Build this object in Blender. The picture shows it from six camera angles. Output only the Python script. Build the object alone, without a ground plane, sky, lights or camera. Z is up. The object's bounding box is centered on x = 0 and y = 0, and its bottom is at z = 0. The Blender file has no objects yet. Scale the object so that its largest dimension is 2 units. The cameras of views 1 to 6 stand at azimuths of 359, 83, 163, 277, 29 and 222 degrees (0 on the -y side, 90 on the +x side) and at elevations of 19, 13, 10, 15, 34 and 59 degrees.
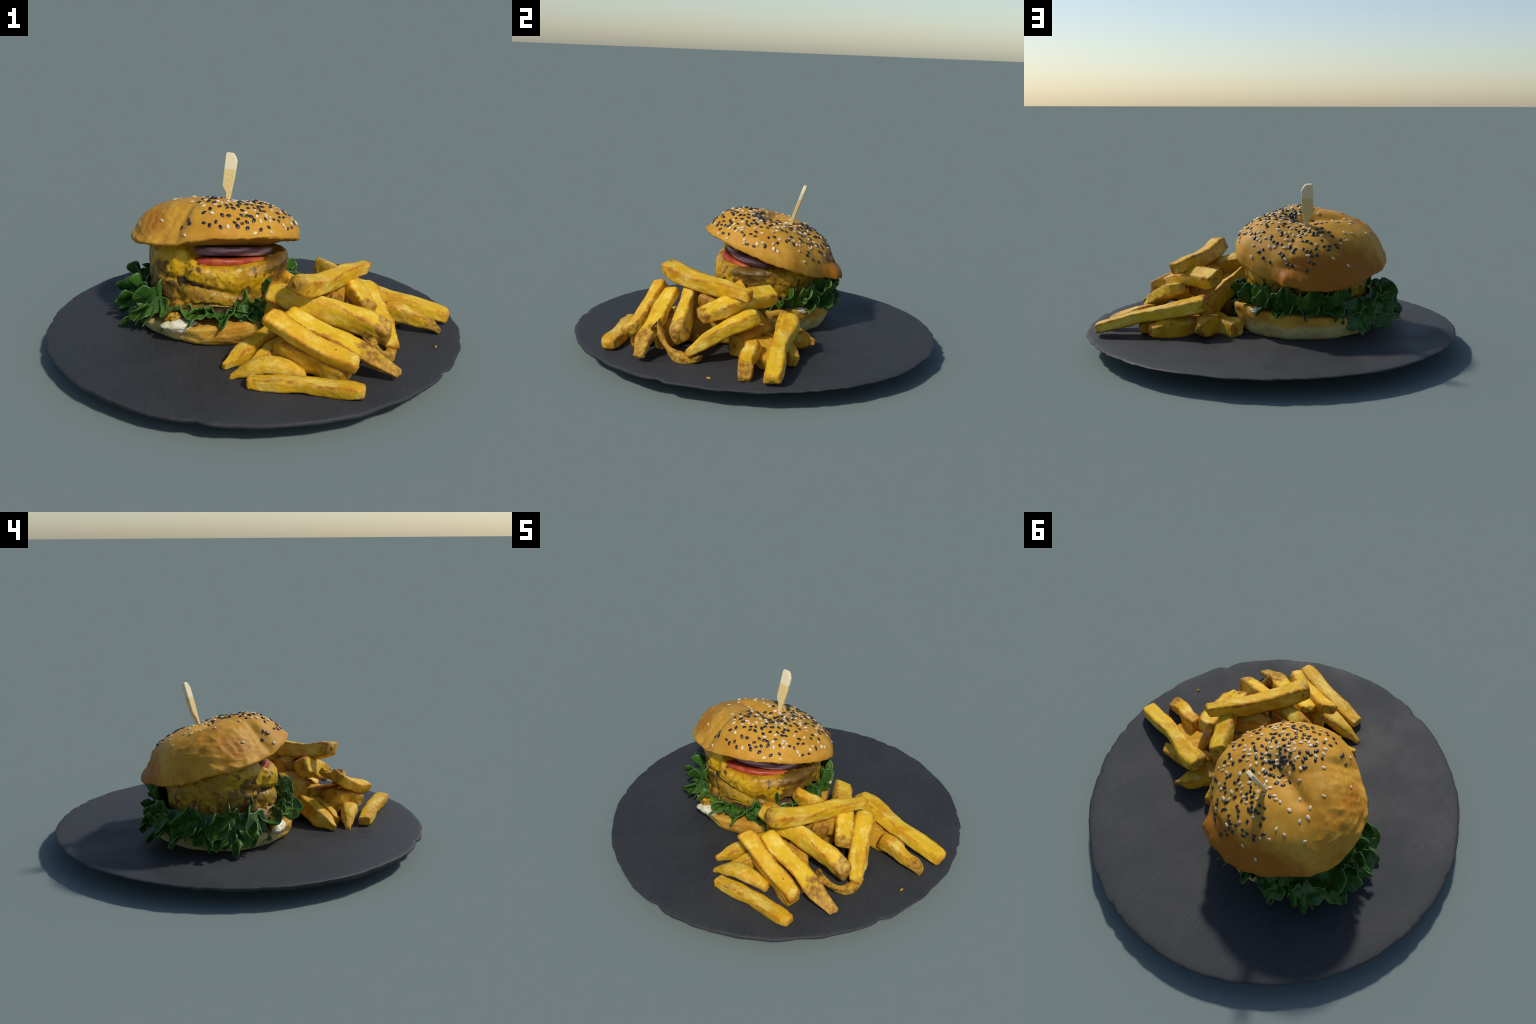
import bpy, bmesh, math, random
import numpy as np
from mathutils import Vector, Matrix, noise

random.seed(7)
TAU = 2 * math.pi
V = Vector
COL = bpy.context.scene.collection
PLATE_Z = 0.101


# ------------------------------------------------------------------ helpers
def lerp(a, b, t):
    return a + (b - a) * t


def smooth(a, b, x):
    t = min(1.0, max(0.0, (x - a) / (b - a)))
    return t * t * (3 - 2 * t)


def nz(p, f, seed=0.0):
    return noise.noise(V((p[0] * f + seed * 3.1, p[1] * f - seed * 1.7, p[2] * f + seed * 5.3)))


def angdiff(a, b):
    return abs((a - b + 180) % 360 - 180)


def periodic(table):
    """smooth periodic interpolation through (degrees, value) pairs"""
    t = sorted((a % 360, v) for a, v in table)

    def f(a):
        a %= 360
        n = len(t)
        for i in range(n):
            a0, v0 = t[i]
            a1, v1 = t[(i + 1) % n]
            if i == n - 1:
                a1 += 360
            x = a if a >= t[0][0] else a + 360
            if a0 <= x <= a1:
                return lerp(v0, v1, smooth(0, 1, (x - a0) / (a1 - a0)))
        return t[0][1]
    return f


def grid_faces(rows, cols, wrap):
    out = []
    for i in range(rows - 1):
        for j in range(cols if wrap else cols - 1):
            k = (j + 1) % cols
            out.append((i * cols + j, i * cols + k, (i + 1) * cols + k, (i + 1) * cols + j))
    return out


def make(name, verts, faces, mat, parent=None, smooth_shade=True, origin=None):
    me = bpy.data.meshes.new(name)
    o = V(origin) if origin else V((0, 0, 0))
    me.from_pydata([tuple(V(v) - o) for v in verts], [], faces)
    me.update()
    bm = bmesh.new()
    bm.from_mesh(me)
    bmesh.ops.recalc_face_normals(bm, faces=bm.faces)
    bm.to_mesh(me)
    bm.free()
    if smooth_shade:
        me.polygons.foreach_set("use_smooth", [True] * len(me.polygons))
    me.materials.append(mat)
    ob = bpy.data.objects.new(name, me)
    ob.location = o
    COL.objects.link(ob)
    if parent:
        ob.parent = parent
    return ob


def solidify(ob, th, offset=0.0):
    m = ob.modifiers.new("thickness", "SOLIDIFY")
    m.thickness = th
    m.offset = offset


def subsurf(ob, n=1):
    m = ob.modifiers.new("smooth", "SUBSURF")
    m.levels = m.render_levels = n


# ------------------------------------------------------------------ node helpers
class Mat:
    def __init__(self, name, rough=0.6, spec=0.3):
        self.m = bpy.data.materials.new(name)
        self.m.use_nodes = True
        self.t = self.m.node_tree
        self.bsdf = self.t.nodes["Principled BSDF"]
        self.bsdf.inputs["Roughness"].default_value = rough
        self.bsdf.inputs["Specular IOR Level"].default_value = spec
        self.co = self.n("ShaderNodeTexCoord").outputs["Object"]

    def n(self, kind, **kw):
        nd = self.t.nodes.new(kind)
        for k, v in kw.items():
            setattr(nd, k, v)
        return nd

    def put(self, sock, v):
        if isinstance(v, bpy.types.NodeSocket):
            self.t.links.new(v, sock)
        elif isinstance(v, tuple) and len(v) == 3 and sock.type == "RGBA":
            sock.default_value = (*v, 1)
        else:
            sock.default_value = v

    def map(self, scale=(1, 1, 1), loc=(0, 0, 0), rot=(0, 0, 0), co=None):
        nd = self.n("ShaderNodeMapping")
        self.put(nd.inputs["Vector"], co or self.co)
        self.put(nd.inputs["Scale"], scale)
        self.put(nd.inputs["Location"], loc)
        self.put(nd.inputs["Rotation"], rot)
        return nd.outputs[0]

    def noise(self, scale, detail=4, rough=0.55, co=None, dist=0.0):
        nd = self.n("ShaderNodeTexNoise")
        self.put(nd.inputs["Vector"], co or self.co)
        self.put(nd.inputs["Scale"], scale)
        self.put(nd.inputs["Detail"], detail)
        self.put(nd.inputs["Roughness"], rough)
        self.put(nd.inputs["Distortion"], dist)
        return nd.outputs["Fac"]

    def voro(self, scale, co=None, out="Distance", rnd=1.0):
        nd = self.n("ShaderNodeTexVoronoi")
        self.put(nd.inputs["Vector"], co or self.co)
        self.put(nd.inputs["Scale"], scale)
        self.put(nd.inputs["Randomness"], rnd)
        return nd.outputs[out]

    def ss(self, x, a, b, lo=0.0, hi=1.0):
        nd = self.n("ShaderNodeMapRange", interpolation_type="SMOOTHSTEP")
        self.put(nd.inputs["Value"], x)
        self.put(nd.inputs["From Min"], a)
        self.put(nd.inputs["From Max"], b)
        self.put(nd.inputs["To Min"], lo)
        self.put(nd.inputs["To Max"], hi)
        return nd.outputs[0]

    def math(self, op, a, b=0.0, c=0.0):
        nd = self.n("ShaderNodeMath", operation=op)
        for i, v in enumerate((a, b, c)):
            self.put(nd.inputs[i], v)
        return nd.outputs[0]

    def mix(self, f, a, b, mode="MIX"):
        nd = self.n("ShaderNodeMix", data_type="RGBA", blend_type=mode)
        self.put(nd.inputs[0], f)
        self.put(nd.inputs[6], a)
        self.put(nd.inputs[7], b)
        return nd.outputs[2]

    def sep(self, co=None):
        nd = self.n("ShaderNodeSeparateXYZ")
        self.put(nd.inputs[0], co or self.co)
        return nd.outputs

    def dist(self, point, scale=(1, 1, 1)):
        nd = self.n("ShaderNodeVectorMath", operation="SUBTRACT")
        self.put(nd.inputs[0], self.co)
        nd.inputs[1].default_value = point
        m2 = self.n("ShaderNodeVectorMath", operation="MULTIPLY")
        self.put(m2.inputs[0], nd.outputs[0])
        m2.inputs[1].default_value = scale
        ln = self.n("ShaderNodeVectorMath", operation="LENGTH")
        self.put(ln.inputs[0], m2.outputs[0])
        return ln.outputs["Value"]

    def prop(self, name):
        nd = self.n("ShaderNodeAttribute", attribute_type="OBJECT")
        nd.attribute_name = '["%s"]' % name
        return nd.outputs["Fac"]

    def rand(self):
        return self.n("ShaderNodeObjectInfo").outputs["Random"]

    def point(self):
        return self.n("ShaderNodeNewGeometry").outputs["Pointiness"]

    def color(self, c):
        self.put(self.bsdf.inputs["Base Color"], c)

    def bump(self, h, strength=0.3, distance=0.01):
        nd = self.n("ShaderNodeBump")
        self.put(nd.inputs["Height"], h)
        nd.inputs["Strength"].default_value = strength
        nd.inputs["Distance"].default_value = distance
        self.put(self.bsdf.inputs["Normal"], nd.outputs[0])


# ------------------------------------------------------------------ materials
def slate_material():
    k = Mat("slate_stone", 0.62, 0.28)
    st = k.noise(9, 6, 0.6, k.map((7, 1.2, 1), rot=(0, 0, 0.25)))
    cl = k.noise(3.5, 4)
    c = k.mix(k.ss(cl, 0.35, 0.65), (0.028, 0.0288, 0.0295), (0.035, 0.036, 0.037))
    c = k.mix(k.math("MULTIPLY", k.ss(st, 0.35, 0.75), 0.6), c, (0.045, 0.0455, 0.048))
    sp = k.voro(38, k.map((1, 1.4, 1)))
    spk = k.math("MULTIPLY", k.ss(sp, 0.10, 0.045), k.ss(k.noise(6, 2), 0.57, 0.66))
    c = k.mix(k.math("MULTIPLY", spk, 0.6), c, (0.17, 0.175, 0.18))
    x, y, z = k.sep()
    # rusty chip spots where the rim has flaked
    for p in ((-0.985, 0.055, 0.086),):
        c = k.mix(k.ss(k.dist(p, (1, .8, 4)), 0.034, 0.02), c, (0.20, 0.12, 0.065))
    k.color(c)
    fine = k.noise(55, 5, 0.65, k.map((3.0, 1, 1), rot=(0, 0, 0.25)))
    k.bump(k.math("ADD", k.math("MULTIPLY", st, 0.25), fine), 0.30, 0.003)
    k.put(k.bsdf.inputs["Roughness"], k.ss(cl, 0.3, 0.7, 0.55, 0.72))
    return k.m


def fry_material():
    k = Mat("fried_potato", 0.52, 0.20)
    rnd = k.rand()
    off = k.n("ShaderNodeCombineXYZ")
    k.put(off.inputs[0], k.math("MULTIPLY", rnd, 37.0))
    k.put(off.inputs[1], k.math("MULTIPLY", rnd, 91.0))
    va = k.n("ShaderNodeVectorMath", operation="ADD")
    k.put(va.inputs[0], k.co)
    k.put(va.inputs[1], off.outputs[0])
    co = va.outputs[0]
    x, y, z = k.sep()
    blot = k.noise(34, 4, 0.6, co)
    big = k.noise(11, 3, 0.5, co)
    fine = k.noise(120, 3, 0.6, co)
    yellow = k.mix(rnd, (0.69, 0.43, 0.019), (0.66, 0.355, 0.013))
    pale = (0.80, 0.62, 0.14)
    gold = (0.54, 0.235, 0.007)
    c = k.mix(k.math("MULTIPLY", k.ss(k.noise(19, 5, 0.62, k.map((0.6, 1, 1), co=co)), 0.46, 0.70), 0.8), yellow, pale)
    c = k.mix(k.math("MULTIPLY", k.ss(big, 0.52, 0.72), 0.75), c, gold)
    # streaks of the cut along the length
    streak = k.noise(26, 4, 0.6, k.map((0.22, 1, 1), co=co))
    c = k.mix(k.math("MULTIPLY", k.ss(streak, 0.52, 0.70), 0.38), c, (0.56, 0.240, 0.007))
    # crisp browned edges and ends, on the sharp corners of the cut
    edge = k.ss(k.math("ADD", k.point(), k.math("MULTIPLY", k.math("SUBTRACT", blot, 0.5), 0.03)), 0.513, 0.545)
    c = k.mix(k.math("MULTIPLY", edge, k.ss(k.noise(18, 3, 0.6, co), 0.35, 0.65, 0.40, 0.92)), c, (0.36, 0.110, 0.005))
    endd = k.math("DIVIDE", k.math("ABSOLUTE", x), k.prop("half_length"))
    endm = k.ss(k.math("ADD", endd, k.math("MULTIPLY", k.math("SUBTRACT", blot, 0.5), 0.25)), 0.92, 1.06)
    c = k.mix(k.math("MULTIPLY", endm, 0.6), c, (0.42, 0.165, 0.018))
    # overall darker frying per fry
    c = k.mix(k.prop("browned"), c, (0.33, 0.11, 0.014))
    # potato skin left on one end
    sm = k.math("SUBTRACT", k.math("MULTIPLY", k.math("DIVIDE", x, k.prop("half_length")), k.prop("skin_side")), k.prop("skin_from"))
    sm = k.ss(k.math("ADD", sm, k.math("MULTIPLY", k.math("SUBTRACT", k.noise(22, 4, 0.6, co), 0.5), 0.7)), -0.06, 0.08)
    skin = k.mix(k.ss(blot, 0.38, 0.62), (0.24, 0.100, 0.013), (0.46, 0.25, 0.036))
    skin = k.mix(k.math("MULTIPLY", k.ss(fine, 0.58, 0.7), 0.5), skin, (0.10, 0.04, 0.012))
    c = k.mix(k.math("MULTIPLY", sm, k.ss(k.noise(30, 4, 0.6, co), 0.30, 0.55, 0.35, 0.95)), c, skin)
    # tiny dark freckles and rare eye spots
    fr = k.ss(k.voro(95, co), 0.13, 0.06)
    c = k.mix(k.math("MULTIPLY", k.math("MULTIPLY", fr, k.ss(big, 0.42, 0.55)), 0.8), c, (0.33, 0.085, 0.006))
    eye = k.ss(k.voro(13, co), 0.075, 0.035)
    c = k.mix(k.math("MULTIPLY", k.math("MULTIPLY", eye, k.ss(k.noise(5, 1, 0.5, co), 0.5, 0.6)), 0.8), c, (0.09, 0.035, 0.015))
    k.color(c)
    grain = k.noise(55, 5, 0.65, k.map((0.5, 1, 1), co=co))
    k.bump(k.math("ADD", grain, k.math("MULTIPLY", fine, 0.4)), 0.45, 0.006)
    k.put(k.bsdf.inputs["Subsurface Weight"], 0.08)
    k.put(k.bsdf.inputs["Subsurface Radius"], (0.02, 0.01, 0.003))
    return k.m


def bun_material():
    k = Mat("baked_crust", 0.55, 0.16)
    a = k.noise(5, 5, 0.55)
    b = k.noise(22, 5, 0.6)
    f = k.noise(160, 3, 0.6)
    c = k.mix(k.ss(a, 0.38, 0.62), (0.475, 0.215, 0.019), (0.56, 0.285, 0.033))
    c = k.mix(k.math("MULTIPLY", k.ss(b, 0.5, 0.72), 0.5), c, (0.63, 0.36, 0.065))
    # darker red-brown patches: left flank fold and back edge
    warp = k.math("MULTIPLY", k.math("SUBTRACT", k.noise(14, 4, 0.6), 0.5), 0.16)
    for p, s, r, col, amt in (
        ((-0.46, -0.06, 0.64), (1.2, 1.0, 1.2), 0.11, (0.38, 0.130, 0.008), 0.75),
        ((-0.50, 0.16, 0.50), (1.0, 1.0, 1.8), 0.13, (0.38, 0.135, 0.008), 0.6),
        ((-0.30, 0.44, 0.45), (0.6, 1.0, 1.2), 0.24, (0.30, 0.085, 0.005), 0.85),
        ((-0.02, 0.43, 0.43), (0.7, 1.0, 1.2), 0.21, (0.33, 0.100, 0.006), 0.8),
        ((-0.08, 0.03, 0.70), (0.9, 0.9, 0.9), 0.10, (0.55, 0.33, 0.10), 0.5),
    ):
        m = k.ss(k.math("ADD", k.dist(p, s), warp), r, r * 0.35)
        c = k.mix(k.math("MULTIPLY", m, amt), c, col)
    c = k.mix(k.math("MULTIPLY", k.ss(k.noise(10, 6, 0.65, dist=0.4), 0.52, 0.68), 0.42), c, (0.36, 0.135, 0.010))
    c = k.mix(k.math("MULTIPLY", k.ss(f, 0.6, 0.75), 0.18), c, (0.36, 0.13, 0.02))
    c = k.mix(k.math("MULTIPLY", k.ss(k.voro(60), 0.10, 0.05), 0.25), c, (0.30, 0.10, 0.016))
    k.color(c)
    k.bump(k.math("ADD", k.math("MULTIPLY", b, 0.8), k.math("MULTIPLY", f, 0.25)), 0.3, 0.006)
    return k.m


def crumb_material():
    """bottom half: golden crust with pale, floury crumb showing"""
    k = Mat("bun_crumb", 0.75, 0.2)
    n = k.noise(12, 5, 0.6)
    f = k.noise(70, 4, 0.65)
    x, y, z = k.sep()
    zz = k.math("ADD", z, k.math("MULTIPLY", k.math("SUBTRACT", n, 0.5), 0.10))
    pale = k.mix(k.ss(n, 0.4, 0.6), (0.47, 0.36, 0.13), (0.56, 0.46, 0.20))
    crust = k.mix(k.ss(n, 0.4, 0.62), (0.47, 0.215, 0.020), (0.60, 0.345, 0.050))
    # golden at the front right, pale towards the back and left
    front = k.ss(k.math("ADD", k.math("SUBTRACT", k.math("MULTIPLY", x, 0.8), y), k.math("MULTIPLY", n, 0.25)), 0.05, 0.22)
    top = k.ss(zz, 0.155, 0.195)
    c = k.mix(k.math("MAXIMUM", front, top), pale, crust)
    c = k.mix(k.math("MULTIPLY", k.ss(k.noise(26, 4), 0.58, 0.7), 0.4), c, (0.38, 0.19, 0.05))
    c = k.mix(k.math("MULTIPLY", k.ss(f, 0.62, 0.72), 0.3), c, (0.35, 0.2, 0.06))
    k.color(c)
    k.bump(k.math("ADD", n, f), 0.5, 0.008)
    return k.m


def cheese_material():
    k = Mat("melted_cheese", 0.40, 0.28)
    n = k.noise(9, 4, 0.6)
    s = k.noise(19, 5, 0.62, dist=0.6)
    x, y, z = k.sep()
    c = k.mix(k.ss(n, 0.38, 0.62), (0.39, 0.195, 0.006), (0.62, 0.36, 0.009))
    # meat showing through in mottles, mostly low on the side and on the charred right flank
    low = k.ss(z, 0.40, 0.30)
    right = k.ss(k.dist((0.14, -0.06, 0.39), (1, 1, 1)), 0.17, 0.06)
    left = k.ss(k.dist((-0.46, -0.13, 0.33), (1, 1, 1)), 0.20, 0.08)
    bias = k.math("ADD", k.math("MULTIPLY", low, 0.055), k.math("ADD", k.math("MULTIPLY", right, 0.2), k.math("MULTIPLY", left, 0.08)))
    m = k.ss(k.math("ADD", k.math("ADD", k.math("MULTIPLY", s, 0.6), k.math("MULTIPLY", k.noise(44, 4, 0.6), 0.4)), bias), 0.530, 0.615)
    c = k.mix(k.math("MULTIPLY", m, 0.88), c, (0.050, 0.025, 0.011))
    m2 = k.ss(k.math("ADD", k.noise(7, 3), k.math("MULTIPLY", low, 0.08)), 0.44, 0.62)
    c = k.mix(k.math("MULTIPLY", m2, 0.6), c, (0.20, 0.105, 0.011))
    k.color(c)
    k.bump(k.math("ADD", s, k.math("MULTIPLY", k.noise(60, 3), 0.3)), 0.4, 0.012)
    return k.m


def patty_material():
    k = Mat("grilled_beef", 0.6, 0.22)
    n = k.noise(16, 5, 0.65)
    v = k.voro(30)
    c = k.mix(k.ss(n, 0.35, 0.65), (0.035, 0.018, 0.012), (0.085, 0.045, 0.026))
    c = k.mix(k.math("MULTIPLY", k.ss(v, 0.25, 0.05), 0.5), c, (0.16, 0.08, 0.05))
    c = k.mix(k.math("MULTIPLY", k.ss(k.noise(9, 3), 0.55, 0.68), 0.5), c, (0.34, 0.19, 0.02))
    k.color(c)
    k.bump(k.math("ADD", n, v), 0.8, 0.012)
    return k.m


def lettuce_material():
    k = Mat("lettuce_leaf", 0.38, 0.4)
    n = k.noise(13, 4)
    v = k.n("ShaderNodeTexVoronoi", feature="DISTANCE_TO_EDGE")
    k.put(v.inputs["Vector"], k.map((1, 1, 0.6), co=k.co))
    k.put(v.inputs["Scale"], 22.0)
    c = k.mix(k.ss(n, 0.36, 0.64), (0.020, 0.070, 0.010), (0.050, 0.145, 0.016))
    c = k.mix(k.math("MULTIPLY", k.ss(k.noise(5, 2), 0.5, 0.68), 0.65), c, (0.12, 0.22, 0.026))
    c = k.mix(k.math("MULTIPLY", k.ss(v.outputs[0], 0.06, 0.0), 0.35), c, (0.14, 0.26, 0.05))
    rim = k.ss(k.point(), 0.54, 0.66)
    c = k.mix(k.math("MULTIPLY", rim, 0.45), c, (0.16, 0.28, 0.07))
    k.color(c)
    k.bump(k.math("ADD", n, k.math("MULTIPLY", v.outputs[0], 0.8)), 0.35, 0.01)
    out = k.t.nodes["Material Output"]
    tr = k.n("ShaderNodeBsdfTranslucent")
    k.put(tr.inputs["Color"], c)
    mx = k.n("ShaderNodeMixShader")
    mx.inputs[0].default_value = 0.18
    k.t.links.new(k.bsdf.outputs[0], mx.inputs[1])
    k.t.links.new(tr.outputs[0], mx.inputs[2])
    k.t.links.new(mx.outputs[0], out.inputs[0])
    return k.m


def tomato_material():
    k = Mat("tomato_flesh", 0.42, 0.4)
    n = k.noise(16, 4)
    c = k.mix(k.ss(n, 0.4, 0.65), (0.30, 0.035, 0.014), (0.45, 0.085, 0.025))
    k.color(c)
    k.bump(n, 0.3, 0.01)
    return k.m


def onion_material():
    k = Mat("red_onion", 0.35, 0.5)
    n = k.noise(20, 3, 0.5, k.map((0.3, 0.3, 3)))
    c = k.mix(k.ss(n, 0.4, 0.62), (0.16, 0.055, 0.070), (0.42, 0.25, 0.27))
    k.color(c)
    return k.m


def sauce_material():
    k = Mat("mayonnaise", 0.35, 0.45)
    n = k.noise(18, 3)
    k.color(k.mix(k.ss(n, 0.4, 0.65), (0.62, 0.55, 0.33), (0.74, 0.72, 0.56)))
    return k.m


def wood_material():
    k = Mat("bamboo", 0.55, 0.3)
    g = k.noise(60, 4, 0.6, k.map((4, 4, 0.35)))
    x, y, z = k.sep()
    c = k.mix(k.ss(g, 0.35, 0.68), (0.64, 0.46, 0.17), (0.74, 0.58, 0.27))
    top = k.ss(k.math("ADD", z, k.math("MULTIPLY", g, 0.01)), 0.806, 0.822)
    c = k.mix(k.math("MULTIPLY", top, 0.65), c, (0.83, 0.74, 0.52))
    k.color(c)
    k.bump(g, 0.2, 0.003)
    return k.m


def seed_material(dark):
    k = Mat("black_sesame" if dark else "white_sesame", 0.35 if dark else 0.45, 0.5)
    n = k.rand()
    if dark:
        k.color(k.mix(n, (0.008, 0.009, 0.014), (0.020, 0.018, 0.020)))
    else:
        k.color(k.mix(n, (0.58, 0.42, 0.22), (0.76, 0.64, 0.44)))
    return k.m


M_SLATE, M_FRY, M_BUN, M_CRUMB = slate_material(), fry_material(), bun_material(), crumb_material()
M_CHEESE, M_PATTY, M_LEAF = cheese_material(), patty_material(), lettuce_material()
M_TOM, M_ONION, M_MAYO, M_WOOD = tomato_material(), onion_material(), sauce_material(), wood_material()
M_BLACK, M_WHITE = seed_material(True), seed_material(False)


# ------------------------------------------------------------------ slate plate
def build_plate():
    nseg = 420
    rim_r = periodic([(0, 1.0), (20, 1.0), (50, 0.997), (75, 0.998), (100, 0.995), (130, 0.982), (155, 0.98),
                      (180, 0.982), (200, 0.985), (222, 0.987), (250, 0.994), (270, 1.0), (300, 0.996), (330, 0.997)])
    prof = [(0.0, 0.0), (0.25, 0.0), (0.5, 0.0), (0.7, 0.0), (0.85, 0.0), (0.93, 0.0), (0.965, -0.0005), (0.985, -0.002), (0.996, -0.004),
            (1.0, -0.008), (0.997, -0.012), (0.988, -0.017), (0.972, -0.022), (0.94, -0.028), (0.89, -0.040), (0.82, -0.060), (0.72, -0.082),
            (0.62, -0.098), (0.4, -0.101), (0.0, -0.101)]
    thick = periodic([(0, .85), (45, .8), (90, .75), (160, .8), (195, 1.3), (225, 1.8), (250, 1.6), (275, 1.5), (310, 1.45), (335, 1.1)])
    verts, rows = [], 0
    for k, (f, dz) in enumerate(prof[1:-1]):
        for j in range(nseg):
            a = TAU * j / nseg
            c, s = math.cos(a), math.sin(a)
            edge = smooth(0.9, 0.99, f) if k < 10 else smooth(0.8, 0.99, f)
            chip = 0.007 * nz((c, s, 0), 9) + 0.003 * nz((c, s, 0.2), 22) - 0.030 * max(0.0, nz((c, s, 0.5), 13) - 0.28) - 0.004 * abs(nz((c, s, 0.5), 40))
            layer = 0.007 * nz((c, s, dz * 30), 7) * (1 if k >= 9 else 0) * smooth(0.6, 0.9, f)
            r = rim_r(math.degrees(a)) * f + edge * chip + layer
            z = PLATE_Z + dz * (thick(math.degrees(a)) if k >= 9 and f > 0.93 else 1) + (0.0022 * nz((c * r, s * r, 0), 3) + 0.004 * smooth(0.25, 0.8, -c * r)) * (1 if k < 10 else 0)
            if k >= 9:
                z += 0.006 * nz((c, s, 1.0), 6) * smooth(0.6, 0.98, f)
            verts.append((r * c, r * s, max(0.0, z)))
        rows += 1
    faces = grid_faces(rows, nseg, True)
    faces.append(tuple(range(nseg)))
    base = (rows - 1) * nseg
    faces.append(tuple(base + j for j in reversed(range(nseg))))
    ob = make("slate_plate", verts, faces, M_SLATE)
    for p in ob.data.polygons:
        if len(p.vertices) > 4:
            p.use_smooth = False
    ob["label"] = "round dark grey slate serving plate with chipped rim"
    ob["category"] = "slate plate"
    # crumbs lying on the plate
    bm = bmesh.new()
    for x, y, s in ((0.837, -0.302, 0.011), (0.12, -0.80, 0.003), (0.62, -0.72, 0.003)):
        mt = Matrix.Translation((x, y, PLATE_Z + s * 0.4)) @ Matrix.Rotation(x * 9, 4, "Z") @ Matrix.Diagonal((s, s * 0.6, s * 0.5, 1))
        r = bmesh.ops.create_icosphere(bm, subdivisions=2, radius=1, matrix=mt)
        for v in r["verts"]:
            v.co += 0.3 * s * V((nz(v.co, 120), nz(v.co, 120, 2), 0))
    me = bpy.data.meshes.new("crumb")
    bm.to_mesh(me)
    bm.free()
    me.materials.append(M_FRY)
    cr = bpy.data.objects.new("crumb", me)
    COL.objects.link(cr)
    cr.parent = ob
    cr["kind"] = "stuff"
    for key, val in (("half_length", 10.0), ("skin_side", 1.0), ("skin_from", 9.0), ("browned", 0.15)):
        cr[key] = val
    return ob


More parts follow.
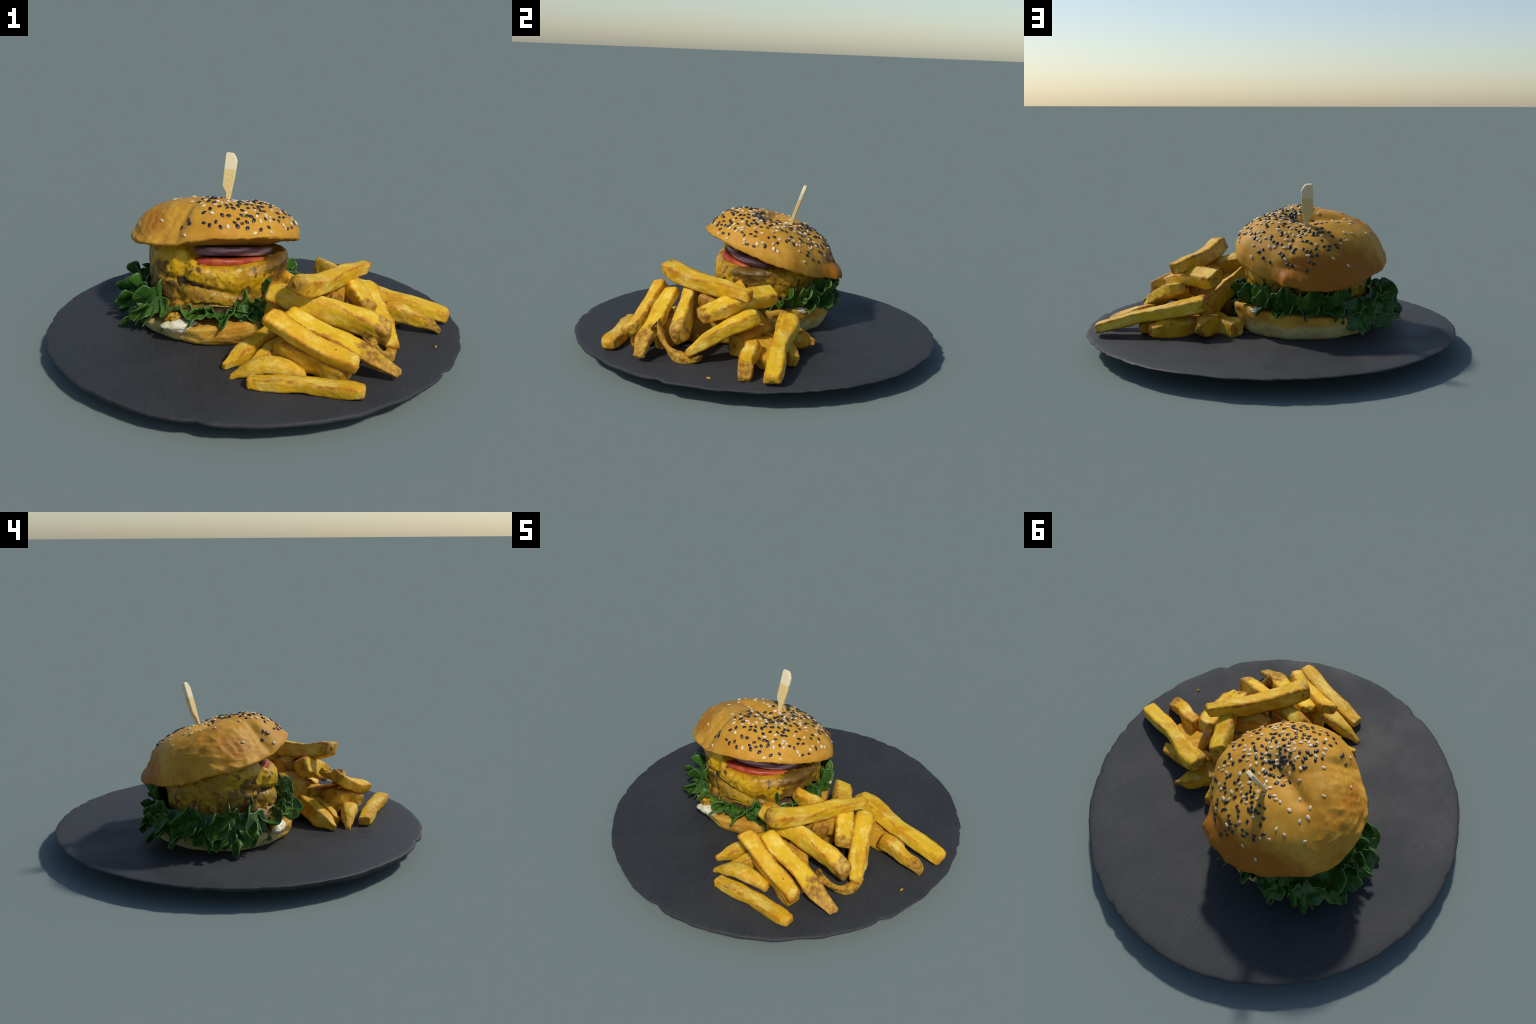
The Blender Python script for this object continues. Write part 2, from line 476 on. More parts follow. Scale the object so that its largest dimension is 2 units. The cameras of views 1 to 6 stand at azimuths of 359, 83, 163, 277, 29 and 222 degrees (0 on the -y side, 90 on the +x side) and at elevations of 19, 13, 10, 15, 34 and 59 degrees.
# ------------------------------------------------------------------ fries
def fry(e0, e1, h0, h1, bow=0.0, side=0.0, tip0=0.85, tip1=0.85, skin=None, browned=0.0, path=None, belly=0.95, cap=0.03, sharp=6.5, fat=1.18, grow=0.014):
    """A hand-cut potato chip: two end edges of its upper face (left, right), a
    depth at each end, a bow along its normal and a sideways bend."""
    seed = random.uniform(0, 60)
    a0, b0 = V(e0[0]), V(e0[1])
    a1, b1 = V(e1[0]), V(e1[1])
    ext = ((a1 + b1) - (a0 + b0)).normalized() * grow
    a0, b0, a1, b1 = a0 - ext, b0 - ext, a1 + ext, b1 + ext
    h0, h1 = h0 * fat, h1 * fat
    cx0, cx1 = (a0 + b0) / 2, (a1 + b1) / 2
    a0, b0, a1, b1 = cx0.lerp(a0, fat), cx0.lerp(b0, fat), cx1.lerp(a1, fat), cx1.lerp(b1, fat)
    m0, m1 = (a0 + b0) / 2, (a1 + b1) / 2
    axis = (m1 - m0)
    L = axis.length
    X = axis.normalized()
    W = ((b0 - a0) + (b1 - a1)).normalized()
    W = (W - X * W.dot(X)).normalized()
    N = X.cross(W)
    if N.z < 0:
        N = -N
    rows, cols = 64, 44
    verts = []
    ctr = (m0 + m1) / 2 - N * (h0 + h1) / 4
    rot = Matrix((X, N.cross(X), N)).transposed()
    inv = rot.transposed()
    jit = [random.uniform(-0.09, 0.09) for _ in range(8)]
    ob_cut0, ob_cut1 = random.uniform(-0.3, 0.3), random.uniform(-0.3, 0.3)
    for i in range(rows):
        u = i / (rows - 1)
        t = 0.5 - 0.5 * math.cos(math.pi * u)
        t = lerp(u, t, 0.75)
        top = m0.lerp(m1, t) + N * bow * 4 * t * (1 - t) + W * side * 4 * t * (1 - t)
        if path:
            q = t * (len(path) - 1)
            k = min(int(q), len(path) - 2)
            f = q - k
            g = [V(path[max(0, min(len(path) - 1, k + d))]) for d in (-1, 0, 1, 2)]
            top = 0.5 * (2 * g[1] + (g[2] - g[0]) * f + (2 * g[0] - 5 * g[1] + 4 * g[2] - g[3]) * f * f + (3 * g[1] - 3 * g[2] + g[3] - g[0]) * f ** 3)
        wv = lerp((b0 - a0), (b1 - a1), t)
        w, h = wv.length, lerp(h0, h1, t)
        wd = (wv - X * wv.dot(X)).normalized()
        nd = X.cross(wd)
        if nd.dot(N) < 0:
            nd = -nd
        twist = 0.16 * noise.noise(V((t * 1.6, seed, 31)))
        wd, nd = wd * math.cos(twist) + nd * math.sin(twist), nd * math.cos(twist) - wd * math.sin(twist)
        top = top + nd * 0.010 * noise.noise(V((t * 3.0, seed, 17))) + wd * 0.012 * noise.noise(V((t * 2.6, seed, 23)))
        w *= 1 + 0.14 * noise.noise(V((t * 4, seed, 0)))
        h *= 1 + 0.10 * noise.noise(V((t * 4, seed, 7)))
        s = 1.0
        for d, tip in ((t, tip0), (1 - t, tip1)):
            d2 = min(1.0, d / cap)
            s *= (1 - (1 - d2) ** 2.4) ** (1 / 2.4)
            reach = 0.32
            s *= lerp(tip, 1.0, smooth(0, reach, d)) if tip < 0.8 else lerp(tip, 1.0, smooth(0, 0.14, d))
        s = max(s, 0.02)
        for j in range(cols):
            th = TAU * j / cols
            c, sn = math.cos(th), math.sin(th)
            r = (abs(c) ** sharp + abs(sn) ** sharp) ** (-1 / sharp)
            px, py = r * c, r * sn                          # in [-1,1] square
            bx = px * lerp(belly, 1.0, (py + 1) / 2) + jit[0] * py + jit[1] * py * t
            by = py + jit[2] * px + jit[3] * px * (t - 0.5) * 2
            p = top + wd * (bx * w / 2 * s) + nd * (-h / 2 + by * h / 2 * s)
            skew = (px * ob_cut0 * 0.5 * w * (1 - smooth(0, 0.15, t)) + px * ob_cut1 * 0.5 * w * smooth(0.85, 1, t))
            p = p + X * skew * 0.5
            g = 0.0066 * nz(p, 10, seed) + 0.0020 * nz(p, 34, seed) + 0.0014 * nz(p, 90, seed) - 0.0022 * max(0.0, nz(p, 55, seed + 3))
            p = p + (wd * px + nd * py) * g
            verts.append(p)
    faces = grid_faces(rows, cols, True)
    n = len(verts)
    for r0, flip in ((0, 1), (rows - 1, 0)):
        cpt = sum((verts[r0 * cols + j] for j in range(cols)), V()) / cols
        verts.append(cpt)
        idx = len(verts) - 1
        for j in range(cols):
            tri = (r0 * cols + j, r0 * cols + (j + 1) % cols, idx)
            faces.append(tri if not flip else tri[::-1])
    loc = [inv @ (v - ctr) for v in verts]
    ob = make("potato_fry", loc, faces, M_FRY)
    ob.matrix_world = Matrix.Translation(ctr) @ rot.to_4x4()
    ob["half_length"] = L / 2
    ob["skin_side"] = 1.0 if not skin or skin[0] > 0 else -1.0
    ob["skin_from"] = skin[1] if skin else 9.0
    ob["browned"] = browned
    ob["label"] = "thick hand-cut golden potato fry with browned edges"
    ob["category"] = "potato fry"
    return ob


def build_fries():
    # crowning fry lying across the heap
    fry([(.224, -.525, .502), (.172, -.456, .530)], [(.552, -.095, .458), (.500, -.112, .470)], .070, .078, bow=-.020, tip1=.72, skin=(-1, .90), grow=.026)
    # long fry leaning at the front
    fry([(.030, -.575, .370), (.085, -.522, .390)], [(.401, -.738, .211), (.449, -.682, .237)], .054, .060, bow=-.020, tip0=.9, tip1=.92, grow=.006, fat=1.08)
    # short straight fry flat on the plate, front
    fry([(-.022, -.718, .155), (-.019, -.651, .158)], [(.437, -.829, .160), (.432, -.755, .166)], .050, .054, fat=1.12)
    # long skin-on fry beside the leaning one
    fry([(.119, -.509, .362), (.195, -.455, .362)], [(.575, -.675, .150), (.640, -.605, .155)], .042, .036, bow=.010, tip1=.6, skin=(1, .26), fat=1.06)
    # long fry passing under the crown
    fry([(.106, -.357, .434), (.070, -.292, .418)], [(.558, -.482, .264), (.626, -.440, .280)], .085, .085, bow=.024, skin=(1, .78), tip0=.9, fat=1.25)
    # skin wedge
    fry([(-.105, -.630, .132), (-.085, -.580, .132)], [(.200, -.650, .138), (.215, -.580, .142)], .06, .06, bow=.062, tip0=.5, tip1=.7, belly=1.2, sharp=3.2, browned=.12, fat=1.15)
    # pair poking out to the left beneath the leaning fries
    fry([(-.150, -.520, .165), (-.115, -.548, .155)], [(.070, -.325, .240), (.125, -.392, .228)], .062, .085, tip0=.45)
    fry([(-.035, -.535, .165), (.003, -.566, .155)], [(.130, -.400, .220), (.170, -.450, .210)], .062, .08, tip0=.6, browned=.1)
    # right-leaning fry with its foot on the plate
    fry([(.480, -.066, .350), (.560, -.044, .352)], [(.580, -.425, .162), (.658, -.407, .180)], .058, .046, tip1=.62, bow=.016, fat=1.28, grow=.0)
    # diagonal fry beneath the crown, reaching to the bun
    fry([(.318, .032, .430), (.388, .064, .390)], [(.482, -.310, .350), (.566, -.345, .328)], .070, .054, bow=.020, skin=(1, .86), tip1=.75, fat=1.24)
    # longest fry sloping to the right rim
    fry([(.385, .092, .316), (.455, .160, .289)], [(.966, -.058, .158), (.936, .022, .174)], .066, .052, skin=(-1, .93), tip1=.85, bow=.003, fat=1.08, belly=1.2)
    # skin-backed fry on the plate, right
    fry([(.615, -.115, .232), (.665, -.055, .236)], [(.890, -.172, .130), (.888, -.100, .127)], .110, .030, bow=.026, skin=(1, .42), tip1=.85, fat=1.0, grow=.006)
    # fry leaning along the bun
    fry([(.150, -.150, .402), (.185, -.105, .394)], [(.455, -.030, .230), (.425, .045, .220)], .075, .115, tip0=.85)
    # dark fry in the middle of the heap
    fry([(.275, -.265, .400), (.305, -.205, .390)], [(.355, -.325, .380), (.410, -.245, .360)], .10, .10, browned=.5, tip0=.7, bow=-.01, skin=(1, .5))
    fry([(.255, -.275, .400), (.265, -.215, .400)], [(.430, -.225, .370), (.405, -.150, .365)], .12, .12, browned=.4, tip0=.75)
    # low pieces holding the heap up
    fry([(.690, .085, .195), (.672, .165, .180)], [(.430, .000, .205), (.405, .095, .195)], .085, .090, tip0=.6, browned=.1)
    fry([(.475, .240, .222), (.440, .262, .205)], [(.400, .030, .190), (.300, .060, .190)], .085, .085, tip0=.4, skin=(-1, .70), browned=.1)
    fry([(.305, .205, .175), (.225, .200, .185)], [(.385, .000, .185), (.300, -.030, .190)], .075, .08, browned=.05)
    fry([(.490, .040, .205), (.520, -.050, .205)], [(.740, .030, .165), (.710, -.055, .170)], .09, .06, browned=.25)
    fry([(.220, -.400, .250), (.290, -.400, .250)], [(.330, -.060, .290), (.400, -.070, .290)], .13, .15, browned=.4, skin=(-1, .8))
    fry([(.320, -.430, .235), (.350, -.370, .235)], [(.150, -.520, .225), (.190, -.450, .225)], .10, .10, browned=.35)
    fry([(.040, -.300, .330), (.110, -.370, .330)], [(.210, -.150, .330), (.270, -.230, .330)], .19, .19, browned=.3, grow=0)
    fry([(.060, -.530, .260), (.120, -.480, .270)], [(.385, -.700, .170), (.440, -.645, .180)], .13, .07, browned=.15, grow=-.01)
    fry([(.400, -.570, .205), (.430, -.520, .205)], [(.130, -.400, .265), (.180, -.330, .265)], .11, .14, browned=.3)
    fry([(.520, -.190, .230), (.560, -.120, .230)], [(.330, .000, .250), (.370, .060, .250)], .11, .12, browned=.3)
    # curved wedge with its skin outwards at the foot of the heap
    fry([(.470, -.580, .255), (.520, -.540, .262)], [(.670, -.330, .140), (.605, -.310, .150)], .048, .050, skin=(1, -2.0), tip0=.6, tip1=.7, fat=1.1, sharp=3.5, grow=0,
        path=[(.490, -.556, .262), (.520, -.545, .222), (.556, -.520, .188), (.588, -.480, .162), (.608, -.430, .150), (.622, -.380, .148), (.632, -.325, .152)])


# ------------------------------------------------------------------ top bun
BC = (-0.162, 0.104)
RIM = periodic([(-60, .372), (-33, .374), (-14, .382), (6, .392), (20, .380), (39, .368), (50, .368), (62, .368), (72, .370), (88, .372), (106, .366),
                (131, .370), (151, .398), (164, .412), (176, .412), (188, .412), (200, .404), (212, .392), (229, .374), (247, .376), (265, .377), (282, .374)])
FLAP = periodic([(0, .003), (40, .003), (48, .016), (54, .048), (64, .044), (76, .034), (92, .026), (108, .020), (124, .012), (150, .010), (180, .010), (200, .012), (215, .010), (232, .003), (260, .007), (300, .005), (340, .003)])
RIM_DZ = periodic([(0, 0), (35, 0), (48, .014), (60, .028), (75, .015), (90, .016), (110, .020), (130, .024), (150, .014), (168, .003), (185, 0), (205, -.02), (222, -.034), (238, -.038), (252, -.018), (270, -.006), (320, 0)])


def wave(c, a):
    """a + b cos + c sin + second harmonics, around the bun"""
    return c[0] + c[1] * math.cos(a) + c[2] * math.sin(a) + c[3] * math.cos(2 * a) + c[4] * math.sin(2 * a)


def bun_plane(x, y):
    return 0.530 - 0.35 * y


def bun_point(adeg, rho, fine=True):
    a = math.radians(adeg)
    R = RIM(adeg) * 0.9997 - .009 * math.sin(a)
    flap = FLAP(adeg) * smooth(0.975, 1.0, rho) * (1 + (0.3 * noise.noise(V((math.cos(a) * 7, math.sin(a) * 7, 1.5))) + 0.2 * noise.noise(V((math.cos(a) * 19, math.sin(a) * 19, 4.5))) if fine else 0))
    x = BC[0] + (R * rho + flap) * math.cos(a)
    y = BC[1] + (R * rho + flap) * math.sin(a)
    mean = smooth(0.0, 0.35, rho)
    p = lerp(2.0, max(1.5, wave((2.35, -1.31, .017, -.945, -.419), a)), mean)
    q = lerp(1.5, max(0.9, wave((1.81, .47, .762, .547, .018), a)), mean)
    h = (0.218 - 0.003 * rho * math.cos(a) + 0.016 * rho * math.sin(a)) * max(0.0, 1 - rho ** p) ** (1 / q)
    z = bun_plane(x, y) + h + RIM_DZ(adeg) * smooth(0.55, 1, rho)
    # seedy hollow on the crown, a low shelf behind it where the pick stands, and a crease running off to the left
    d = math.hypot(x + 0.095, y - 0.060)
    z -= 0.038 * math.exp(-(d / 0.058) ** 2)
    z -= 0.024 * math.exp(-((x + 0.15) / 0.11) ** 2 - ((y - 0.130) / 0.085) ** 2)
    tx, ty = x + 0.095, y - 0.060
    al = -tx * 0.962 + ty * 0.272
    ac = tx * 0.272 + ty * 0.962 + 0.014 * noise.noise(V((x * 12, y * 12, 5)))
    ramp = math.exp(-(ac / (0.020 if ac < 0 else 0.050)) ** 2)
    z -= (0.026 + 0.010 * noise.noise(V((x * 14, y * 14, 0)))) * ramp * smooth(-0.02, 0.06, al) * (1 - smooth(0.20, 0.30, al))
    z -= 0.009 * math.exp(-((x + 0.19) / 0.16) ** 2 - ((y + 0.06) / 0.12) ** 2)
    z -= 0.014 * math.exp(-((rho - 0.935) / 0.022) ** 2) * smooth(48, 58, adeg % 360) * (1 - smooth(105, 130, adeg % 360))
    # fold and wrinkles on the left flank
    flank = max(0.0, 1 - angdiff(adeg, 205) / 55) ** 0.7
    if flank > 0:
        fold = math.exp(-((angdiff(adeg, 238)) / 4.5) ** 2) * smooth(0.5, 0.75, rho)
        z -= 0.017 * fold * (1 - smooth(0.95, 1, rho))
    if fine:
        w = flank * smooth(0.5, 0.8, rho)
        v = V((x * 9, y * 9, z * 14))
        z += w * (0.030 * (0.25 - abs(noise.noise(V((adeg * .055 + rho, 2, rho * 2.2))))) + 0.020 * (0.25 - abs(noise.noise(v * 1.5 + V((3, 1, 7))))) + 0.006 * noise.noise(v * 4))
        z += 0.006 * noise.noise(V((x * 6, y * 6, 3))) + 0.003 * noise.noise(V((x * 17, y * 17, 9)))
    return V((x, y, z))


def build_top_bun(parent):
    nseg, nr = 300, 90
    verts = [bun_point(0, 0)]
    rows = []
    for i in range(1, nr + 1):
        u = i / nr
        rho = math.sin(u * math.pi / 2) ** 0.92 if u < 1 else 1.0
        rows.append([bun_point(360 * j / nseg, min(rho, 1.0)) for j in range(nseg)])
    # lip and underside
    for f, dz in ((0.992, -0.006), (0.975, -0.009), (0.93, -0.008), (0.86, -0.008), (0.76, -0.014), (0.6, -0.036), (0.3, -0.040)):
        ring = []
        for j in range(nseg):
            e = rows[nr - 1][j]
            ad = 360 * j / nseg
            p = V((lerp(BC[0], e.x, f), lerp(BC[1], e.y, f), 0))
            rag = 0.007 * nz((e.x, e.y, 0), 20) + 0.004 * nz((e.x, e.y, 0), 55)
            p.z = bun_plane(p.x, p.y) + RIM_DZ(ad) * smooth(0.5, 1, f) + dz + rag * smooth(0.7, 0.98, f)
            ring.append(p)
        rows.append(ring)
    for r in rows:
        verts += r
    faces = [(0, 1 + j, 1 + (j + 1) % nseg) for j in range(nseg)]
    faces += [tuple(v + 1 for v in f) for f in grid_faces(len(rows), nseg, True)]
    last = 1 + (len(rows) - 1) * nseg
    verts.append(V((BC[0], BC[1], bun_plane(*BC) - 0.03)))
    faces += [(len(verts) - 1, last + (j + 1) % nseg, last + j) for j in range(nseg)]
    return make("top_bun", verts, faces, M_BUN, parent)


def seed_mesh(name, mat, L, Wd, T):
    bm = bmesh.new()
    bmesh.ops.create_uvsphere(bm, u_segments=12, v_segments=8, radius=1)
    for v in bm.verts:
        x, y, z = v.co.z, v.co.x, v.co.y
        k = 1 - 0.38 * max(0.0, x) ** 1.3           # drop shape
        v.co = V((x * L / 2, y * Wd / 2 * k, z * T / 2 * k))
    me = bpy.data.meshes.new(name)
    bm.to_mesh(me)
    bm.free()
    me.polygons.foreach_set("use_smooth", [True] * len(me.polygons))
    me.materials.append(mat)
    return me


def build_seeds(bun):
    rng = random.Random(21)
    black = seed_mesh("black_sesame_seed", M_BLACK, .0250, .0165, .0075)
    white = seed_mesh("white_sesame_seed", M_WHITE, .0240, .0155, .0080)
    placed = []
    count = {0: 0, 1: 0}
    quota = {0: 172, 1: 112}
    tries = 0
    while (count[0] < quota[0] or count[1] < quota[1]) and tries < 60000:
        tries += 1
        ad = rng.uniform(0, 360)
        rho = math.sqrt(rng.uniform(0, 1)) * 0.985
        p = bun_point(ad, rho)
        kind = 0 if rng.random() < 0.6 else 1
        if count[kind] >= quota[kind]:
            continue
        dd = math.hypot(p.x + 0.085, p.y - 0.045)
        dens = 0.62 * math.exp(-(dd / 0.080) ** 2)
        # thick from the front round the right to the back, sparse to the left, almost bare at the back left
        side = 1 - smooth(65, 150, angdiff(ad, -10))
        base = 0.40 * (0.12 + 0.88 * side) * (1.0 - 0.25 * rho)
        if angdiff(ad, 165) < 62:
            base *= 0.8 if kind else 0.12
        if angdiff(ad, 208) < 30 and rho > 0.55:
            base *= 0.30
        if rho > 0.88:
            base *= 0.5
        if rng.random() > dens + base:
            continue
        gap = 0.0135 if dd < 0.09 else 0.019
        if any((p - q).length < gap for q in placed):
            continue
        e = 0.02
        nrm = (bun_point(ad, min(rho + 0.02, 0.999), False) - bun_point(ad, max(rho - 0.02, 0), False)).cross(
            bun_point(ad + 4, max(rho, .05), False) - bun_point(ad - 4, max(rho, .05), False)).normalized()
        nrm = -nrm if nrm.z < 0 else nrm
        nrm = (nrm + 0.16 * V((rng.uniform(-1, 1), rng.uniform(-1, 1), rng.uniform(-1, 1)))).normalized()
        tx = V((rng.uniform(-1, 1), rng.uniform(-1, 1), rng.uniform(-1, 1)))
        tx = (tx - nrm * tx.dot(nrm)).normalized()
        rot = Matrix((tx, nrm.cross(tx), nrm)).transposed().to_4x4()
        ob = bpy.data.objects.new("black_sesame_seed" if kind == 0 else "white_sesame_seed", black if kind == 0 else white)
        s = rng.uniform(0.85, 1.12)
        COL.objects.link(ob)
        ob.parent = bun
        ob.matrix_world = Matrix.Translation(p + nrm * 0.0022) @ rot @ Matrix.Diagonal((s, s * rng.uniform(.9, 1.1), s, 1))
        placed.append(p)
        count[kind] += 1


# ------------------------------------------------------------------ fillings
SC = (-0.165, 0.058)


def build_bottom_bun(parent):
    nseg = 200
    R = periodic([(0, .392), (45, .385), (90, .374), (135, .376), (180, .385), (210, .388), (228, .368), (255, .375), (285, .375), (320, .37)])
    prof = [(0.30, 1.0), (0.6, 1.0), (0.85, 1.0), (0.95, 0.985), (0.985, 0.95), (1.0, 0.86), (1.0, 0.72), (0.99, 0.5), (0.965, 0.28), (0.93, 0.1), (0.89, 0.0), (0.5, 0.0)]
    verts = []
    dense = []
    for (f0, g0), (f1, g1) in zip(prof[:-1], prof[1:]):
        for k in range(4):
            dense.append((lerp(f0, f1, k / 4), lerp(g0, g1, k / 4)))
    for f, g in dense:
        for j in range(nseg):
            ad = 360 * j / nseg
            a = math.radians(ad)
            r = R(ad) * f
            x, y = SC[0] + r * math.cos(a), SC[1] + r * math.sin(a)
            top = 0.212 + 0.10 * (x - SC[0]) + 0.02 * (y - SC[1])
            z = PLATE_Z + 0.001 + g * (top - PLATE_Z)
            k = smooth(0.6, 0.9, f)
            lump = 0.012 * nz((x, y, z), 8) + 0.006 * nz((x, y, z), 22) + 0.003 * nz((x, y, z), 55)
            fl = max(0, 1 - angdiff(ad, 240) / 40)
            lump += fl * 0.014 * nz((x, y, z * 2), 13, 4)
            x += k * lump * math.cos(a)
            y += k * lump * math.sin(a)
            verts.append((x, y, z))
    faces = grid_faces(len(dense), nseg, True)
    faces.append(tuple(range(nseg)))
    faces.append(tuple((len(dense) - 1) * nseg + j for j in range(nseg)))
    return make("bottom_bun", verts, faces, M_CRUMB, parent)


def stack_top(ad, x, y):
    """height of the upper cheese edge: low at the front, tucked under the bun elsewhere"""
    front = max(0.0, 1 - angdiff(ad, 290) / (72 if 110 < ad < 290 else 108))
    under = bun_plane(x, y) - 0.014 + RIM_DZ(ad) * 0.6
    return lerp(min(under, 0.535), min(0.452, under - 0.03) - 0.05 * max(0.0, y + 0.1), smooth(0, 0.6, front))


def stack_radius(ad):
    f = periodic([(0, .325), (45, .305), (90, .285), (135, .30), (180, .325), (205, .318), (228, .296), (238, .280), (250, .286), (270, .276), (300, .290), (335, .316)])
    return f(ad)


def build_patties(parent):
    for name, z0, z1, k in (("beef_patty", 0.285, 0.425, 0.955), ("beef_patty", 0.165, 0.285, 0.99)):
        nseg = 220
        prof = [(0.3, 1), (0.7, 1), (0.9, 0.98), (0.965, 0.9), (0.99, 0.75), (1.0, 0.5), (0.99, 0.28), (0.96, 0.1), (0.88, 0.0), (0.3, 0)]
        dense = []
        for (f0, g0), (f1, g1) in zip(prof[:-1], prof[1:]):
            for q in range(4):
                dense.append((lerp(f0, f1, q / 4), lerp(g0, g1, q / 4)))
        verts = []
        for f, g in dense:
            for j in range(nseg):
                ad = 360 * j / nseg
                a = math.radians(ad)
                r = stack_radius(ad) * k * f
                x, y = SC[0] + r * math.cos(a), SC[1] + r * math.sin(a)
                tilt = -0.10 * (y - SC[1])
                z = lerp(z0, z1, g) + tilt * g
                l = smooth(0.6, 0.95, f) * (0.012 * nz((x, y, z), 13, z0) + 0.007 * nz((x, y, z), 30) + 0.004 * nz((x, y, z), 60))
                verts.append((x + l * math.cos(a), y + l * math.sin(a), z + 0.4 * l))
        faces = grid_faces(len(dense), nseg, True)
        faces.append(tuple(range(nseg)))
        faces.append(tuple((len(dense) - 1) * nseg + j for j in range(nseg)))
        make(name, verts, faces, M_PATTY, parent)


def build_cheese(parent):
    # upper slice, melted down over the patty
    nseg, nv = 260, 46
    hem = periodic([(270, .280), (300, .272), (320, .32), (340, .355), (355, .36), (15, .29), (50, .27), (100, .28), (150, .27), (185, .28), (215, .285), (235, .262), (250, .290)])
    verts = []
    for i in range(nv):
        v = i / (nv - 1)
        for j in range(nseg):
            ad = 360 * j / nseg
            a = math.radians(ad)
            R = stack_radius(ad)
            ex, ey = SC[0] + R * math.cos(a), SC[1] + R * math.sin(a)
            top = stack_top(ad, ex, ey)
            hm = hem(ad) + 0.018 * nz((ex, ey, 0), 11) + 0.01 * nz((ex, ey, 0), 28)
            if v < 0.35:
                q = v / 0.35
                f = lerp(0.25, 0.93, q)
                z = top + 0.004 - 0.012 * (1 - q)
                r = R * f
            else:
                q = (v - 0.35) / 0.65
                z = lerp(top, hm, smooth(0, 1, q) * 0.35 + q * 0.65)
                bulge = 0.93 + 0.10 * min(1, q * 4) ** 0.6 * (1 - 0.12 * q)
                waist = 0.028 * math.exp(-((z - 0.350 + 0.0009 * (ad - 262) - 0.014 * nz((ex, ey, 0), 5, 8)) / 0.016) ** 2) * max(0, 1 - angdiff(ad, 248) / 60) ** .7 + 0.022 * math.exp(-((ad - 231 - 40 * (z - .35)) / 5.5) ** 2)
                r = R * bulge - waist
            x, y = SC[0] + r * math.cos(a), SC[1] + r * math.sin(a)
            l = smooth(0.3, 0.5, v) * (0.012 * nz((x, y, z), 11, 3) + 0.007 * nz((x, y, z), 28, 5) + 0.004 * nz((x, y, z), 60, 5))
            verts.append((x + l * math.cos(a), y + l * math.sin(a), z))
    ob = make("cheese_slice", verts, grid_faces(nv, nseg, True), M_CHEESE, parent)
    solidify(ob, 0.010, -1)
    # lower slice: a corner hanging out over the leaf at the left front, short elsewhere
    drop = periodic([(200, .02), (225, .05), (238, .075), (250, .05), (268, .012), (330, .012), (20, .012), (100, .015), (160, .03)])
    verts = []
    nv = 20
    for i in range(nv):
        v = i / (nv - 1)
        for j in range(nseg):
            ad = 360 * j / nseg
            a = math.radians(ad)
            R = stack_radius(ad) * 0.99
            d = drop(ad)
            if v < 0.4:
                r, z = R * lerp(0.5, 0.97, v / 0.4), 0.287
            else:
                q = (v - 0.4) / 0.6
                out = max(0, d - 0.02)
                r = R * 0.97 + q * (0.012 + out * 0.9)
                z = 0.287 - q * d * (0.6 + 0.4 * q) - 0.006 * q
            x, y = SC[0] + r * math.cos(a), SC[1] + r * math.sin(a)
            verts.append((x, y, z + 0.006 * nz((x, y, 0), 17) * v))
    ob = make("cheese_slice", verts, grid_faces(nv, nseg, True), M_CHEESE, parent)
    solidify(ob, 0.010, -1)


def disc(name, c, rx, ry, slope, th, mat, parent, seed):
    nseg = 160
    prof = [(0.2, 1), (0.8, 1), (0.94, 0.97), (0.985, 0.8), (1, 0.5), (0.985, 0.2), (0.94, 0.03), (0.8, 0), (0.2, 0)]
    verts = []
    for f, g in prof:
        for j in range(nseg):
            a = TAU * j / nseg
            w = 1 + 0.02 * nz((math.cos(a), math.sin(a), 0), 2.5, seed)
            x, y = c[0] + rx * f * w * math.cos(a), c[1] + ry * f * w * math.sin(a)
            z = c[2] + slope * (y - c[1]) + (g - 0.5) * th + 0.005 * nz((x, y, 0), 7, seed)
            verts.append((x, y, z))
    faces = grid_faces(len(prof), nseg, True)
    faces.append(tuple(range(nseg)))
    faces.append(tuple((len(prof) - 1) * nseg + j for j in range(nseg)))
    ob = make(name, verts, faces, mat, parent)
    subsurf(ob, 1)
    return ob


